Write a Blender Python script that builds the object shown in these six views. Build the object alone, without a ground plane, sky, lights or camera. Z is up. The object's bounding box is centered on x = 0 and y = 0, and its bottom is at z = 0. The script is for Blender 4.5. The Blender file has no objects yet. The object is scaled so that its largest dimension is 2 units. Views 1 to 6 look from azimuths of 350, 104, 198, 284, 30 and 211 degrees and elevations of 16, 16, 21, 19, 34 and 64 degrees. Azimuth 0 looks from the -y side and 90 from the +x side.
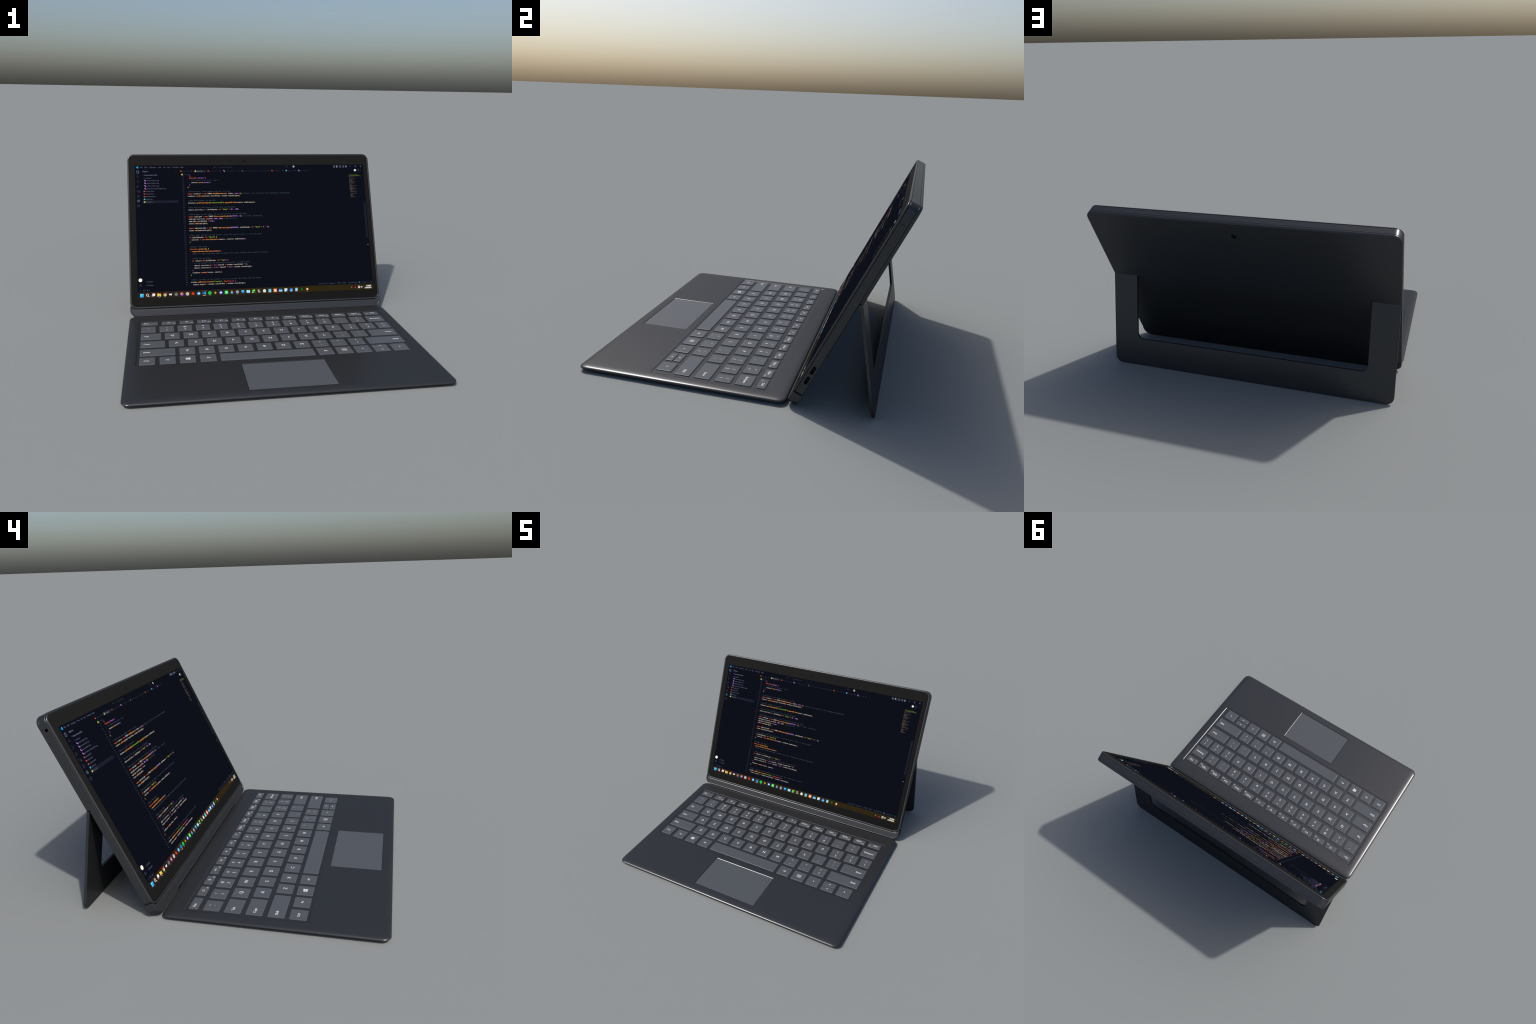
import bpy, bmesh, math, random
from mathutils import Matrix, Vector

random.seed(7)

# ------------------------------------------------------------------ materials
def srgb(c):
    c = c / 255.0
    return c / 12.92 if c <= 0.04045 else ((c + 0.055) / 1.055) ** 2.4

def lin(rgb):
    return tuple(srgb(v) for v in rgb) + (1.0,)

MATS = {}

def surface(name, base, rough, spec=0.5, metallic=0.0, vary=0.02, scale=60.0, edge_tint=1.0):
    """Painted / anodised surface: base colour with a faint fine grain in colour and gloss."""
    if name in MATS:
        return MATS[name]
    m = bpy.data.materials.new(name)
    m.use_nodes = True
    nt = m.node_tree
    b = nt.nodes["Principled BSDF"]
    tc = nt.nodes.new("ShaderNodeTexCoord")
    nz = nt.nodes.new("ShaderNodeTexNoise")
    nz.inputs["Scale"].default_value = scale
    nz.inputs["Detail"].default_value = 3.0
    nt.links.new(tc.outputs["Object"], nz.inputs["Vector"])
    rp = nt.nodes.new("ShaderNodeValToRGB")
    lo = tuple(v * (1.0 - vary) for v in base) + (1.0,)
    hi = tuple(v * (1.0 + vary) for v in base) + (1.0,)
    rp.color_ramp.elements[0].position = 0.3
    rp.color_ramp.elements[1].position = 0.7
    rp.color_ramp.elements[0].color = lo
    rp.color_ramp.elements[1].color = hi
    nt.links.new(nz.outputs["Fac"], rp.inputs["Fac"])
    nt.links.new(rp.outputs["Color"], b.inputs["Base Color"])
    mr = nt.nodes.new("ShaderNodeMapRange")
    mr.inputs["To Min"].default_value = rough - 0.006
    mr.inputs["To Max"].default_value = rough + 0.006
    nt.links.new(nz.outputs["Fac"], mr.inputs["Value"])
    nt.links.new(mr.outputs["Result"], b.inputs["Roughness"])
    b.inputs["Specular IOR Level"].default_value = spec
    b.inputs["Metallic"].default_value = metallic
    b.inputs["Specular Tint"].default_value = (edge_tint, edge_tint, edge_tint, 1.0)
    MATS[name] = m
    return m

def lit(rgb, strength=1.0):
    """A lit pixel colour of the switched-on display."""
    key = "display_%02x%02x%02x" % tuple(int(v) for v in rgb)
    if key in MATS:
        return MATS[key]
    m = bpy.data.materials.new(key)
    m.use_nodes = True
    b = m.node_tree.nodes["Principled BSDF"]
    b.inputs["Base Color"].default_value = (0, 0, 0, 1)
    b.inputs["Roughness"].default_value = 1.0
    b.inputs["Specular IOR Level"].default_value = 0.0
    b.inputs["Emission Color"].default_value = lin(rgb)
    b.inputs["Emission Strength"].default_value = strength
    MATS[key] = m
    return m

def lit_gradient(name, stops, axis_from, axis_to, axis=0):
    """Display colour that runs through stops along one local axis."""
    m = bpy.data.materials.new(name)
    m.use_nodes = True
    nt = m.node_tree
    b = nt.nodes["Principled BSDF"]
    b.inputs["Base Color"].default_value = (0, 0, 0, 1)
    b.inputs["Roughness"].default_value = 1.0
    b.inputs["Specular IOR Level"].default_value = 0.0
    tc = nt.nodes.new("ShaderNodeTexCoord")
    sx = nt.nodes.new("ShaderNodeSeparateXYZ")
    nt.links.new(tc.outputs["Object"], sx.inputs[0])
    mr = nt.nodes.new("ShaderNodeMapRange")
    mr.inputs["From Min"].default_value = axis_from
    mr.inputs["From Max"].default_value = axis_to
    nt.links.new(sx.outputs[axis], mr.inputs["Value"])
    rp = nt.nodes.new("ShaderNodeValToRGB")
    els = rp.color_ramp.elements
    els[0].position, els[0].color = stops[0][0], lin(stops[0][1])
    els[1].position, els[1].color = stops[-1][0], lin(stops[-1][1])
    for p, c in stops[1:-1]:
        e = els.new(p)
        e.color = lin(c)
    nt.links.new(mr.outputs["Result"], rp.inputs["Fac"])
    nt.links.new(rp.outputs["Color"], b.inputs["Emission Color"])
    b.inputs["Emission Strength"].default_value = 1.0
    return m

BODY = surface("graphite_body", (0.0670, 0.0690, 0.0732), 0.29, spec=0.18, metallic=0.70, edge_tint=0.38)
KEYM = surface("key_plastic", (0.079, 0.086, 0.097), 0.32, spec=0.14, metallic=0.13, edge_tint=0.45)
PADM = surface("trackpad_surface", (0.079, 0.086, 0.097), 0.40, spec=0.14, metallic=0.13, edge_tint=0.45)
LEGEND = surface("legend_print", (0.62, 0.60, 0.61), 0.6, spec=0.2)
BEZELM = surface("bezel_glass", (0.0115, 0.0113, 0.0110), 0.9, spec=0.02)
BLACK = surface("port_black", (0.002, 0.002, 0.002), 0.6, spec=0.15)
LENS = surface("lens_black", (0.0055, 0.0055, 0.0052), 0.7, spec=0.05)
LENS2 = surface("sensor_black", (0.0088, 0.0088, 0.0084), 0.8, spec=0.03)
GROOVE = surface("groove_dark", (0.004, 0.004, 0.004), 0.7, spec=0.2)
FLAP = surface("flap_shadow_dark", (0.006, 0.006, 0.007), 0.7, spec=0.2)  # base darkened to near black for the shade in the hinge gap

# ------------------------------------------------------------------ mesh helpers
def new_object(name, bm, mats, parent=None, loc=None, smooth=True, angle=38, weighted=False):
    me = bpy.data.meshes.new(name)
    bm.to_mesh(me)
    bm.free()
    for m in (mats if isinstance(mats, (list, tuple)) else [mats]):
        me.materials.append(m)
    if smooth and len(me.polygons):
        me.polygons.foreach_set("use_smooth", [True] * len(me.polygons))
        me.set_sharp_from_angle(angle=math.radians(angle))
    ob = bpy.data.objects.new(name, me)
    bpy.context.scene.collection.objects.link(ob)
    if weighted:
        md = ob.modifiers.new("even_normals", "WEIGHTED_NORMAL")
        md.keep_sharp = True
        md.weight = 100
    if parent:
        ob.parent = parent
    if loc is not None:
        ob.location = loc
    return ob

def rrect(x0, x1, y0, y1, radii, n=10):
    """Counter-clockwise rounded rectangle; radii = one value or (bl, br, tr, tl)."""
    if not isinstance(radii, (tuple, list)):
        radii = (radii,) * 4
    cs = [(x0, y0, 180, radii[0], 1, 1), (x1, y0, 270, radii[1], -1, 1),
          (x1, y1, 0, radii[2], -1, -1), (x0, y1, 90, radii[3], 1, -1)]
    pts = []
    for cx, cy, a0, r, sx, sy in cs:
        if r <= 1e-6:
            pts.append((cx, cy))
            continue
        ox, oy = cx + sx * r, cy + sy * r
        for i in range(n + 1):
            a = math.radians(a0 + 90.0 * i / n)
            pts.append((ox + r * math.cos(a), oy + r * math.sin(a)))
    return pts

def ring(bm, pts, z):
    return [bm.verts.new((p[0], p[1], z)) for p in pts]

def bridge(bm, a, b):
    n = len(a)
    for i in range(n):
        bm.faces.new((a[i], a[(i + 1) % n], b[(i + 1) % n], b[i]))

def loft(bm, rings, cap0=True, cap1=True):
    for a, b in zip(rings, rings[1:]):
        bridge(bm, a, b)
    if cap0:
        bm.faces.new(list(reversed(rings[0])))
    if cap1:
        bm.faces.new(rings[-1])

def profile_slab(rect, r, profile, n=10, square_bottom=False):
    """Rounded plate: rect=(x0,x1,y0,y1), profile=[(inset, z), ...]."""
    bm = bmesh.new()
    rings = []
    for ins, z in profile:
        rr = max(r - ins, 0.0015)
        if square_bottom:
            pts = rrect(rect[0] + ins, rect[1] - ins, rect[2], rect[3] - ins, (0, 0, rr, rr), n)
        else:
            pts = rrect(rect[0] + ins, rect[1] - ins, rect[2] + ins, rect[3] - ins, rr, n)
        rings.append(ring(bm, pts, z))
    loft(bm, rings)
    bmesh.ops.recalc_face_normals(bm, faces=bm.faces)
    return bm

def box(bm, x0, x1, y0, y1, z0, z1):
    v = [bm.verts.new(p) for p in ((x0, y0, z0), (x1, y0, z0), (x1, y1, z0), (x0, y1, z0),
                                   (x0, y0, z1), (x1, y0, z1), (x1, y1, z1), (x0, y1, z1))]
    for f in ((3, 2, 1, 0), (4, 5, 6, 7), (0, 1, 5, 4), (1, 2, 6, 5), (2, 3, 7, 6), (3, 0, 4, 7)):
        bm.faces.new([v[i] for i in f])

def boolean_cut(ob, cutters):
    hidden = [m for m in ob.modifiers]
    for m in hidden:
        m.show_viewport = False
    for c in cutters:
        md = ob.modifiers.new("cut", "BOOLEAN")
        md.object = c
        md.operation = "DIFFERENCE"
        md.solver = "EXACT"
    dg = bpy.context.evaluated_depsgraph_get()
    me = bpy.data.meshes.new_from_object(ob.evaluated_get(dg))
    old = ob.data
    keep = [m.name for m in ob.modifiers if m.type != "BOOLEAN"]
    for m in list(ob.modifiers):
        if m.name not in keep:
            ob.modifiers.remove(m)
    ob.data = me
    me.name = old.name
    me.polygons.foreach_set("use_smooth", [True] * len(me.polygons))
    me.set_sharp_from_angle(angle=math.radians(38))
    for m in ob.modifiers:
        m.show_viewport = True
    for c in cutters:
        bpy.data.objects.remove(c, do_unlink=True)

# ------------------------------------------------------------------ glyphs (built-in font)
_font_curve = bpy.data.curves.new("glyph_source", "FONT")
_font_curve.resolution_u = 2
_font_obj = bpy.data.objects.new("glyph_source", _font_curve)
bpy.context.scene.collection.objects.link(_font_obj)
GLYPHS = {}

def glyph(text):
    """(verts, faces, min x, max x) of a string at size 1."""
    if text in GLYPHS:
        return GLYPHS[text]
    _font_curve.body = text
    bpy.context.view_layer.update()
    dg = bpy.context.evaluated_depsgraph_get()
    me = bpy.data.meshes.new_from_object(_font_obj.evaluated_get(dg))
    vs = [(v.co.x, v.co.y) for v in me.vertices]
    fs = [tuple(p.vertices) for p in me.polygons]
    bpy.data.meshes.remove(me)
    if vs:
        xs = [v[0] for v in vs]
        r = (vs, fs, min(xs), max(xs))
    else:
        r = ([], [], 0.0, 0.0)
    GLYPHS[text] = r
    return r

class Marks:
    """Collects flat printed shapes of one object, several colours."""
    def __init__(self):
        self.bm = bmesh.new()
        self.mats = []

    def slot(self, mat):
        if mat not in self.mats:
            self.mats.append(mat)
        return self.mats.index(mat)

    def poly(self, pts, z, mat):
        f = self.bm.faces.new([self.bm.verts.new((p[0], p[1], z)) for p in pts])
        f.normal_update()
        if f.normal.z < 0:
            f.normal_flip()
        f.material_index = self.slot(mat)

    def rect(self, x0, x1, y0, y1, z, mat):
        self.poly([(x0, y0), (x1, y0), (x1, y1), (x0, y1)], z, mat)

    def rrect(self, x0, x1, y0, y1, r, z, mat):
        self.poly(rrect(x0, x1, y0, y1, r, 4), z, mat)

    def disc(self, cx, cy, r, z, mat, n=18, a0=0.0, a1=360.0):
        full = abs(a1 - a0) >= 359.9
        k = n if full else n + 1
        pts = [(cx + r * math.cos(math.radians(a0 + (a1 - a0) * i / n)),
                cy + r * math.sin(math.radians(a0 + (a1 - a0) * i / n))) for i in range(k)]
        if not full:
            pts.append((cx, cy))
        self.poly(pts, z, mat)

    def annulus(self, cx, cy, r0, r1, z, mat, n=18, a0=0.0, a1=360.0):
        for i in range(n):
            t0 = math.radians(a0 + (a1 - a0) * i / n)
            t1 = math.radians(a0 + (a1 - a0) * (i + 1) / n)
            self.poly([(cx + r0 * math.cos(t0), cy + r0 * math.sin(t0)), (cx + r1 * math.cos(t0), cy + r1 * math.sin(t0)),
                       (cx + r1 * math.cos(t1), cy + r1 * math.sin(t1)), (cx + r0 * math.cos(t1), cy + r0 * math.sin(t1))], z, mat)

    def frame(self, x0, x1, y0, y1, w, z, mat):
        self.rect(x0, x1, y0, y0 + w, z, mat)
        self.rect(x0, x1, y1 - w, y1, z, mat)
        self.rect(x0, x0 + w, y0 + w, y1 - w, z, mat)
        self.rect(x1 - w, x1, y0 + w, y1 - w, z, mat)

    def stroke(self, p, q, w, z, mat):
        dx, dy = q[0] - p[0], q[1] - p[1]
        l = math.hypot(dx, dy) or 1.0
        nx, ny = -dy / l * w / 2, dx / l * w / 2
        self.poly([(p[0] + nx, p[1] + ny), (p[0] - nx, p[1] - ny), (q[0] - nx, q[1] - ny), (q[0] + nx, q[1] + ny)], z, mat)

    def text(self, s, x, y, size, z, mat, width=None, align="L", bold=0.0):
        """Baseline text; width fits the string to that length."""
        vs, fs, a, b = glyph(s)
        if not vs:
            return
        sx = size if width is None else width / (b - a)
        off = {"L": 0.0, "C": -(b - a) * sx / 2, "R": -(b - a) * sx}[align]
        k = self.slot(mat)
        for dx in ((0.0,) if not bold else (-bold, bold)):
            bv = [self.bm.verts.new((x + off + (v[0] - a) * sx + dx, y + v[1] * size, z + (dx > 0) * 0.00003)) for v in vs]
            for f in fs:
                try:
                    fc = self.bm.faces.new([bv[i] for i in f])
                    fc.material_index = k
                except ValueError:
                    pass

    def mono(self, s, x, y, size, cell, z, mat, bold=0.0):
        """Fixed-pitch text, one glyph per cell."""
        k = self.slot(mat)
        for i, ch in enumerate(s):
            if ch == " ":
                continue
            vs, fs, a, b = glyph(ch)
            w = (b - a) * size
            sx = size if w < cell * 0.92 else size * cell * 0.92 / w
            ox = x + cell * (i + 0.5) - (b - a) * sx / 2
            for dx in ((0.0,) if not bold else (-bold, bold)):
                bv = [self.bm.verts.new((ox + (v[0] - a) * sx + dx, y + v[1] * size, z + (dx > 0) * 0.00003)) for v in vs]
                for f in fs:
                    try:
                        fc = self.bm.faces.new([bv[i2] for i2 in f])
                        fc.material_index = k
                    except ValueError:
                        pass

    def build(self, name, parent, loc=None, stuff=False):
        ob = new_object(name, self.bm, self.mats, parent, loc, smooth=False)
        if stuff:
            ob["kind"] = "stuff"
        return ob

# ------------------------------------------------------------------ the thing
root = bpy.data.objects.new("tablet_computer", None)
bpy.context.scene.collection.objects.link(root)
root["label"] = "dark grey tablet computer with kickstand and attached keyboard"
root["category"] = "tablet computer"

TILT = math.radians(25.084)
UP = Vector((0, math.sin(TILT), math.cos(TILT)))
FRONT = Vector((0, -math.cos(TILT), math.sin(TILT)))
P0 = Vector((0, 0.3976, 0.1515))          # lower edge of the display picture
TAB = Matrix(((1, UP.x, FRONT.x, P0.x), (0, UP.y, FRONT.y, P0.y), (0, UP.z, FRONT.z, P0.z), (0, 0, 0, 1)))

# ---- tablet slab: local x = width, local y = up the slope, local z = towards the viewer
TX, TY0, TY1, TR = 0.9972, -0.0800, 1.1488, 0.052
SLAB = (-TX, TX, TY0, TY1)

tablet = new_object("tablet_body", profile_slab(SLAB, TR, [(0.0035, -0.0572), (0.0008, -0.0560), (0.0, -0.0545), (0.0, -0.0132), (0.0012, -0.0118), (0.0030, -0.0111)], 14), BODY, root, weighted=True)
tablet.matrix_basis = TAB

# ports cut into the flanks
cut = []
def port_cut(x, y0, y1, d0, d1):
    bm = bmesh.new()
    pts = rrect(-d1, -d0, y0, y1, 0.006, 5)
    a = [bm.verts.new((x - 0.035, p[1], p[0])) for p in pts]
    b = [bm.verts.new((x + 0.035, p[1], p[0])) for p in pts]
    loft(bm, [a, b])
    bmesh.ops.recalc_face_normals(bm, faces=bm.faces)
    o = new_object("cutter", bm, BLACK)
    o.matrix_world = TAB
    return o
PORTS = ((0.0915, 0.1430), (0.0220, 0.0725))
for y0, y1 in PORTS:
    cut.append(port_cut(TX, y0, y1, 0.0265, 0.0450))
bm = bmesh.new()
bmesh.ops.create_cone(bm, cap_ends=True, segments=24, radius1=0.0095, radius2=0.0095, depth=0.06,
                      matrix=Matrix.Translation((-TX, 1.066, -0.034)) @ Matrix.Rotation(math.pi / 2, 4, "Y"))
jc = new_object("cutter", bm, BLACK)
jc.matrix_world = TAB
cut.append(jc)
bpy.context.view_layer.update()
boolean_cut(tablet, cut)

for y0, y1 in PORTS:      # lining and tongue of each socket
    bm = bmesh.new()
    pts = rrect(-0.0449, -0.0266, y0 + 0.0001, y1 - 0.0001, 0.006, 5)
    a = [bm.verts.new((TX - 0.0346, p[1], p[0])) for p in pts]
    b = [bm.verts.new((TX - 0.0012, p[1], p[0])) for p in pts]
    loft(bm, [a, b], cap1=False)
    new_object("usb_port", bm, BLACK, tablet)
    bm = bmesh.new()
    box(bm, TX - 0.033, TX - 0.004, y0 + 0.009, y1 - 0.009, -0.0395, -0.0330)
    new_object("port_tongue", bm, GROOVE, tablet, smooth=False)
bm = bmesh.new()
seg = 24
a = [bm.verts.new((-TX + 0.0012, 1.066 + 0.0094 * math.cos(2 * math.pi * i / seg), -0.034 + 0.0094 * math.sin(2 * math.pi * i / seg))) for i in range(seg)]
b = [bm.verts.new((-TX + 0.0290, 1.066 + 0.0094 * math.cos(2 * math.pi * i / seg), -0.034 + 0.0094 * math.sin(2 * math.pi * i / seg))) for i in range(seg)]
loft(bm, [a, b], cap0=False)
new_object("audio_jack", bm, BLACK, tablet)

# memory card tray: hairline seam around a flush door, and its pull slot
bm = bmesh.new()
for y0, y1, d0, d1 in ((0.9165, 1.0380, 0.0255, 0.0262), (0.9165, 1.0380, 0.0415, 0.0422), (0.9165, 0.9172, 0.0262, 0.0415), (1.0362, 1.0384, 0.0255, 0.0422)):
    box(bm, TX - 0.001, TX + 0.00035, y0, y1, -d1, -d0)
new_object("card_tray", bm, GROOVE, tablet)

# front frame around the glass
new_object("front_frame", profile_slab(SLAB, TR, [(0.0030, -0.0107), (0.0010, -0.0099), (0.0, -0.0086), (0.0, -0.0062), (0.0008, -0.0036), (0.0026, -0.0014), (0.0050, -0.0003), (0.0080, 0.0), (0.0110, -0.0002), (0.0121, -0.0009), (0.0126, -0.0030)], 14), BODY, tablet, weighted=True)
new_object("bezel", profile_slab((-TX + 0.0122, TX - 0.0122, TY0 + 0.0142, TY1 - 0.0122), TR - 0.010, [(0.0, -0.005), (0.0, -0.0010), (0.0006, -0.0006)], 14), BEZELM, tablet)

# seams between frame, body and cover
for nm, d, ins in (("seam", 0.0109, 0.0024),):
    new_object(nm, profile_slab(SLAB, TR, [(ins + 0.0003, -d - 0.0008), (ins + 0.0003, -d + 0.0008)], 14), GROOVE, tablet)

# back cover: the upper part of the rear, above the kickstand hinge
HINGE_Y = 0.5805
TONGUE_X, TONGUE_Y, TONGUE_R = 0.8150, 0.1160, 0.038
def cover_outline(ins):
    """Upper rear plate with a tongue that fills the kickstand's opening when it is shut."""
    k, n = 0.25 * ins, 14
    tx, ty, tr = TONGUE_X - k, TONGUE_Y + k, TONGUE_R - k
    xo, yo, ro = TX - ins, TY1 - ins, TR - ins
    def arc(cx, cy, r, a0):
        return [(cx + r * math.cos(math.radians(a0 + 90 * i / n)), cy + r * math.sin(math.radians(a0 + 90 * i / n))) for i in range(n + 1)]
    p = [(-xo, HINGE_Y), (-tx, HINGE_Y)]
    p += arc(-tx + tr, ty + tr, tr, 180) + arc(tx - tr, ty + tr, tr, 270)
    p += [(tx, HINGE_Y), (xo, HINGE_Y)]
    p += arc(xo - ro, yo - ro, ro, 0) + arc(-xo + ro, yo - ro, ro, 90)
    return p
bm = bmesh.new()
loft(bm, [ring(bm, cover_outline(i), z) for i, z in ((0.0030, -0.0570), (0.0008, -0.0580), (0.0, -0.0592), (0.0, -0.0655), (0.0010, -0.0698), (0.0030, -0.0730), (0.0062, -0.0747), (0.0100, -0.0752))])
bmesh.ops.recalc_face_normals(bm, faces=bm.faces)
cover = new_object("back_cover", bm, BODY, tablet, weighted=True)
bm = bmesh.new()
CAMY = 1.0425
bmesh.ops.create_cone(bm, cap_ends=True, segments=32, radius1=0.0165, radius2=0.0165, depth=0.02, matrix=Matrix.Translation((0, CAMY, -0.0752)))
cc = new_object("cutter", bm, BLACK)
cc.matrix_world = TAB
bpy.context.view_layer.update()
boolean_cut(cover, [cc])
bm = bmesh.new()
bmesh.ops.create_cone(bm, cap_ends=True, segments=32, radius1=0.0163, radius2=0.0163, depth=0.004, matrix=Matrix.Translation((0, CAMY, -0.0665)))
new_object("rear_camera", bm, BLACK, tablet)

def flat_disc(name, x, y, r, z, mat, dome=0.0):
    bm = bmesh.new()
    rings = []
    for k in (1.0, 0.8, 0.5, 0.2):
        rings.append([bm.verts.new((x + r * k * math.cos(2 * math.pi * i / 28), y + r * k * math.sin(2 * math.pi * i / 28), z + dome * (1 - k * k))) for i in range(28)])
    loft(bm, rings, cap0=False)
    return new_object(name, bm, mat, tablet)
flat_disc("front_camera", -0.060, 1.0887, 0.0105, -0.0004, LENS, 0.0006)
flat_disc("light_sensor", -0.1715, 1.0890, 0.0100, -0.0004, LENS2)

# ------------------------------------------------------------------ display
DX0, DX1 = -0.9385, 0.9500
DW = DX1 - DX0
DH = 1.0565                      # picture height; v runs down from the top edge
bm = bmesh.new()
box(bm, DX0, DX1, 0.0 - 0.0010, DH - 0.0010, -0.0014, -0.0003)
screen = new_object("screen", bm, lit((15, 17, 26)), root, smooth=False)
screen.matrix_basis = TAB
Z1, Z2, Z3, Z4 = -0.0001, 0.0001, 0.0003, 0.0005

def U(u):
    return -0.9375 + u

def V(v):
    return 1.0555 - v

COL = {"w": (186, 180, 169), "k": (226, 98, 48), "f": (228, 146, 64), "s": (136, 190, 52), "n": (180, 136, 220),
       "c": (68, 84, 95), "y": (226, 174, 38), "m": (192, 72, 182), "b": (30, 116, 196), "o": (222, 96, 64)}
CW, ROW0, PITCH, CU = 0.00752, 0.1062, 0.018655, 0.4080

CODE = [
 (40, 2, "m}|w,"), (41, 2, "kfunction |m(|nerror|m) {"), (42, 4, "c//If there is an error, log it"),
 (43, 4, "wconsole|o.|ferror|b(|nerror|b)|w;"), (44, 2, "m}"), (45, 0, "y)|w;"),
 (47, 0, "c//Instantiate a new renderer and set its size"),
 (48, 0, "kconst |wrenderer |o= |onew |wTHREE|o.|fWebGLRenderer|y(|m{ |walpha: |ntrue |m}|y)|w; |c//Alpha: true allows for the transparent background"),
 (49, 0, "wrenderer|o.|fsetSize|y(|wwindow|o.|winnerWidth, window|o.|winnerHeight|y)|w;"),
 (51, 0, "c//Add the renderer to the DOM"),
 (52, 0, "wdocument|o.|fgetElementById|y(|s\"container3D\"|y)|o.|fappendChild|y(|wrenderer|o.|wdomElement|y)|w;"),
 (54, 0, "c//Set how far the camera will be from the 3D model"),
 (55, 0, "wcamera|o.|wposition|o.|wz |o= |wobjToRender |o=== |s\"dino\" |o? |n25 |o: |n500|w;"),
 (57, 0, "c//Add lights to the scene, so we can actually see the 3D model"),
 (58, 0, "kconst |wtopLight |o= |onew |wTHREE|o.|fDirectionalLight|y(|n0xffffff|w, |n1|y)|w; |c// (color, intensity)"),
 (59, 0, "wtopLight|o.|wposition|o.|fset|y(|n500|w, |n500|w, |n500|y) |c//top-left-ish"),
 (60, 0, "wtopLight|o.|wcastShadow |o= |ntrue|w;"), (61, 0, "wscene|o.|fadd|y(|wtopLight|y)|w;"),
 (63, 0, "kconst |wambientLight |o= |onew |wTHREE|o.|fAmbientLight|y(|n0x333333|w, objToRender |o=== |s\"dino\" |o? |n5 |o: |n1|y)|w;"),
 (64, 0, "wscene|o.|fadd|y(|wambientLight|y)|w;"),
 (66, 0, "c//This adds controls to the camera, so we can rotate / zoom it with the mouse"),
 (67, 0, "kif |y(|wobjToRender |o=== |s\"dino\"|y) {"),
 (68, 2, "wcontrols |o= |onew |fOrbitControls|m(|wcamera, renderer|o.|wdomElement|m)|w;"), (69, 0, "y}"),
 (71, 0, "c//Render the scene"), (72, 0, "kfunction |fanimate|y() {"), (73, 2, "frequestAnimationFrame|m(|fanimate|m)|w;"),
 (74, 2, "c//Here we could add some code to update the scene, adding some automatic movement"),
 (76, 2, "c//Make the eye move"), (77, 2, "kif |m(|wobject |o&& |wobjToRender |o=== |s\"eye\"|m) {"),
 (78, 4, "c//I've played with the constants here until it looked good"),
 (79, 4, "wobject|o.|wrotation|o.|wy |o= |n-3 |o+ |wmouseX |o/ |wwindow|o.|winnerWidth |o* |n3|w;"),
 (80, 4, "wobject|o.|wrotation|o.|wx |o= |n-1.2 |o+ |wmouseY |o* |n2.5 |o/ |wwindow|o.|winnerHeight|w;"),
 (81, 2, "m}"), (82, 2, "wrenderer|o.|frender|m(|wscene, camera|m)|w;"), (83, 0, "y}"),
 (85, 0, "c//Add a listener to the window, so we can resize the window and the camera"),
 (86, 0, "wwindow|o.|faddEventListener|y(|s\"resize\"|w, |kfunction |m() {"),
 (87, 2, "wcamera|o.|waspect |o= |wwindow|o.|winnerWidth |o/ |wwindow|o.|winnerHeight|w;"),
]
code = Marks()
for ln, col, spans in CODE:
    v = ROW0 + (ln - 41) * PITCH
    c = col
    for sp in spans.split("|"):
        key, txt = sp[0], sp[1:]
        thin = key == "c"
        code.mono(txt, U(CU + c * CW), V(v) - 0.0048, 0.0138, CW, Z2, lit(COL[key]), bold=0.0 if thin else 0.00038)
        c += len(txt)
code.build("code_text", screen, stuff=True)

nums = Marks()
numc = lit((58, 65, 86))
for ln in range(40, 88):
    nums.mono(str(ln), U(0.3682), V(ROW0 + (ln - 41) * PITCH) - 0.0046, 0.0130, CW, Z2, numc)
guide = lit((34, 38, 50))
for (l0, l1, c) in ((40, 44, 0), (41, 44, 2), (68, 68, 0), (73, 82, 0), (78, 80, 2), (87, 87, 0)):
    uu = CU + c * CW - 0.0004
    nums.rect(U(uu), U(uu + 0.0010), V(ROW0 + (l1 - 41) * PITCH + 0.009), V(ROW0 + (l0 - 41) * PITCH - 0.009), Z1, guide)
nums.build("line_numbers", screen, stuff=True)

# ---- window chrome: menus, file list, tabs, status bar
ui = Marks()
grey, dim, bright = lit((92, 98, 122)), lit((56, 62, 84)), lit((126, 134, 160))
line = lit((26, 29, 41))
for s, u0, u1 in (("File", .0402, .060), ("Edit", .0751, .0975), ("Selection", .1133, .1650), ("View", .1805, .2075), ("Go", .2229, .2400), ("Run", .2549, .2770), ("Terminal", .2926, .3410), ("Help", .3557, .3821)):
    ui.text(s, U(u0), V(0.0168) - 0.0045, 0.0145, Z2, grey, width=u1 - u0)
ui.text("Explorer", U(.0591), V(.0505) - .0045, .0145, Z2, bright, width=.0445)
ui.text("...", U(.316), V(.0493) - .001, .013, Z2, grey, width=.011)
ui.text("house-main-check", U(.0735), V(.0798) - .0045, .0138, Z2, bright, width=.0990)
ui.text("sources", U(.0809), V(.1047) - .0045, .0138, Z2, grey, width=.0428)
for u0, v0 in ((.0640, .0795), (.0690, .1045)):
    ui.stroke((U(u0 - .004), V(v0 - .002)), (U(u0), V(v0 + .002)), .0012, Z2, grey)
    ui.stroke((U(u0), V(v0 + .002)), (U(u0 + .004), V(v0 - .002)), .0012, Z2, grey)

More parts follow.
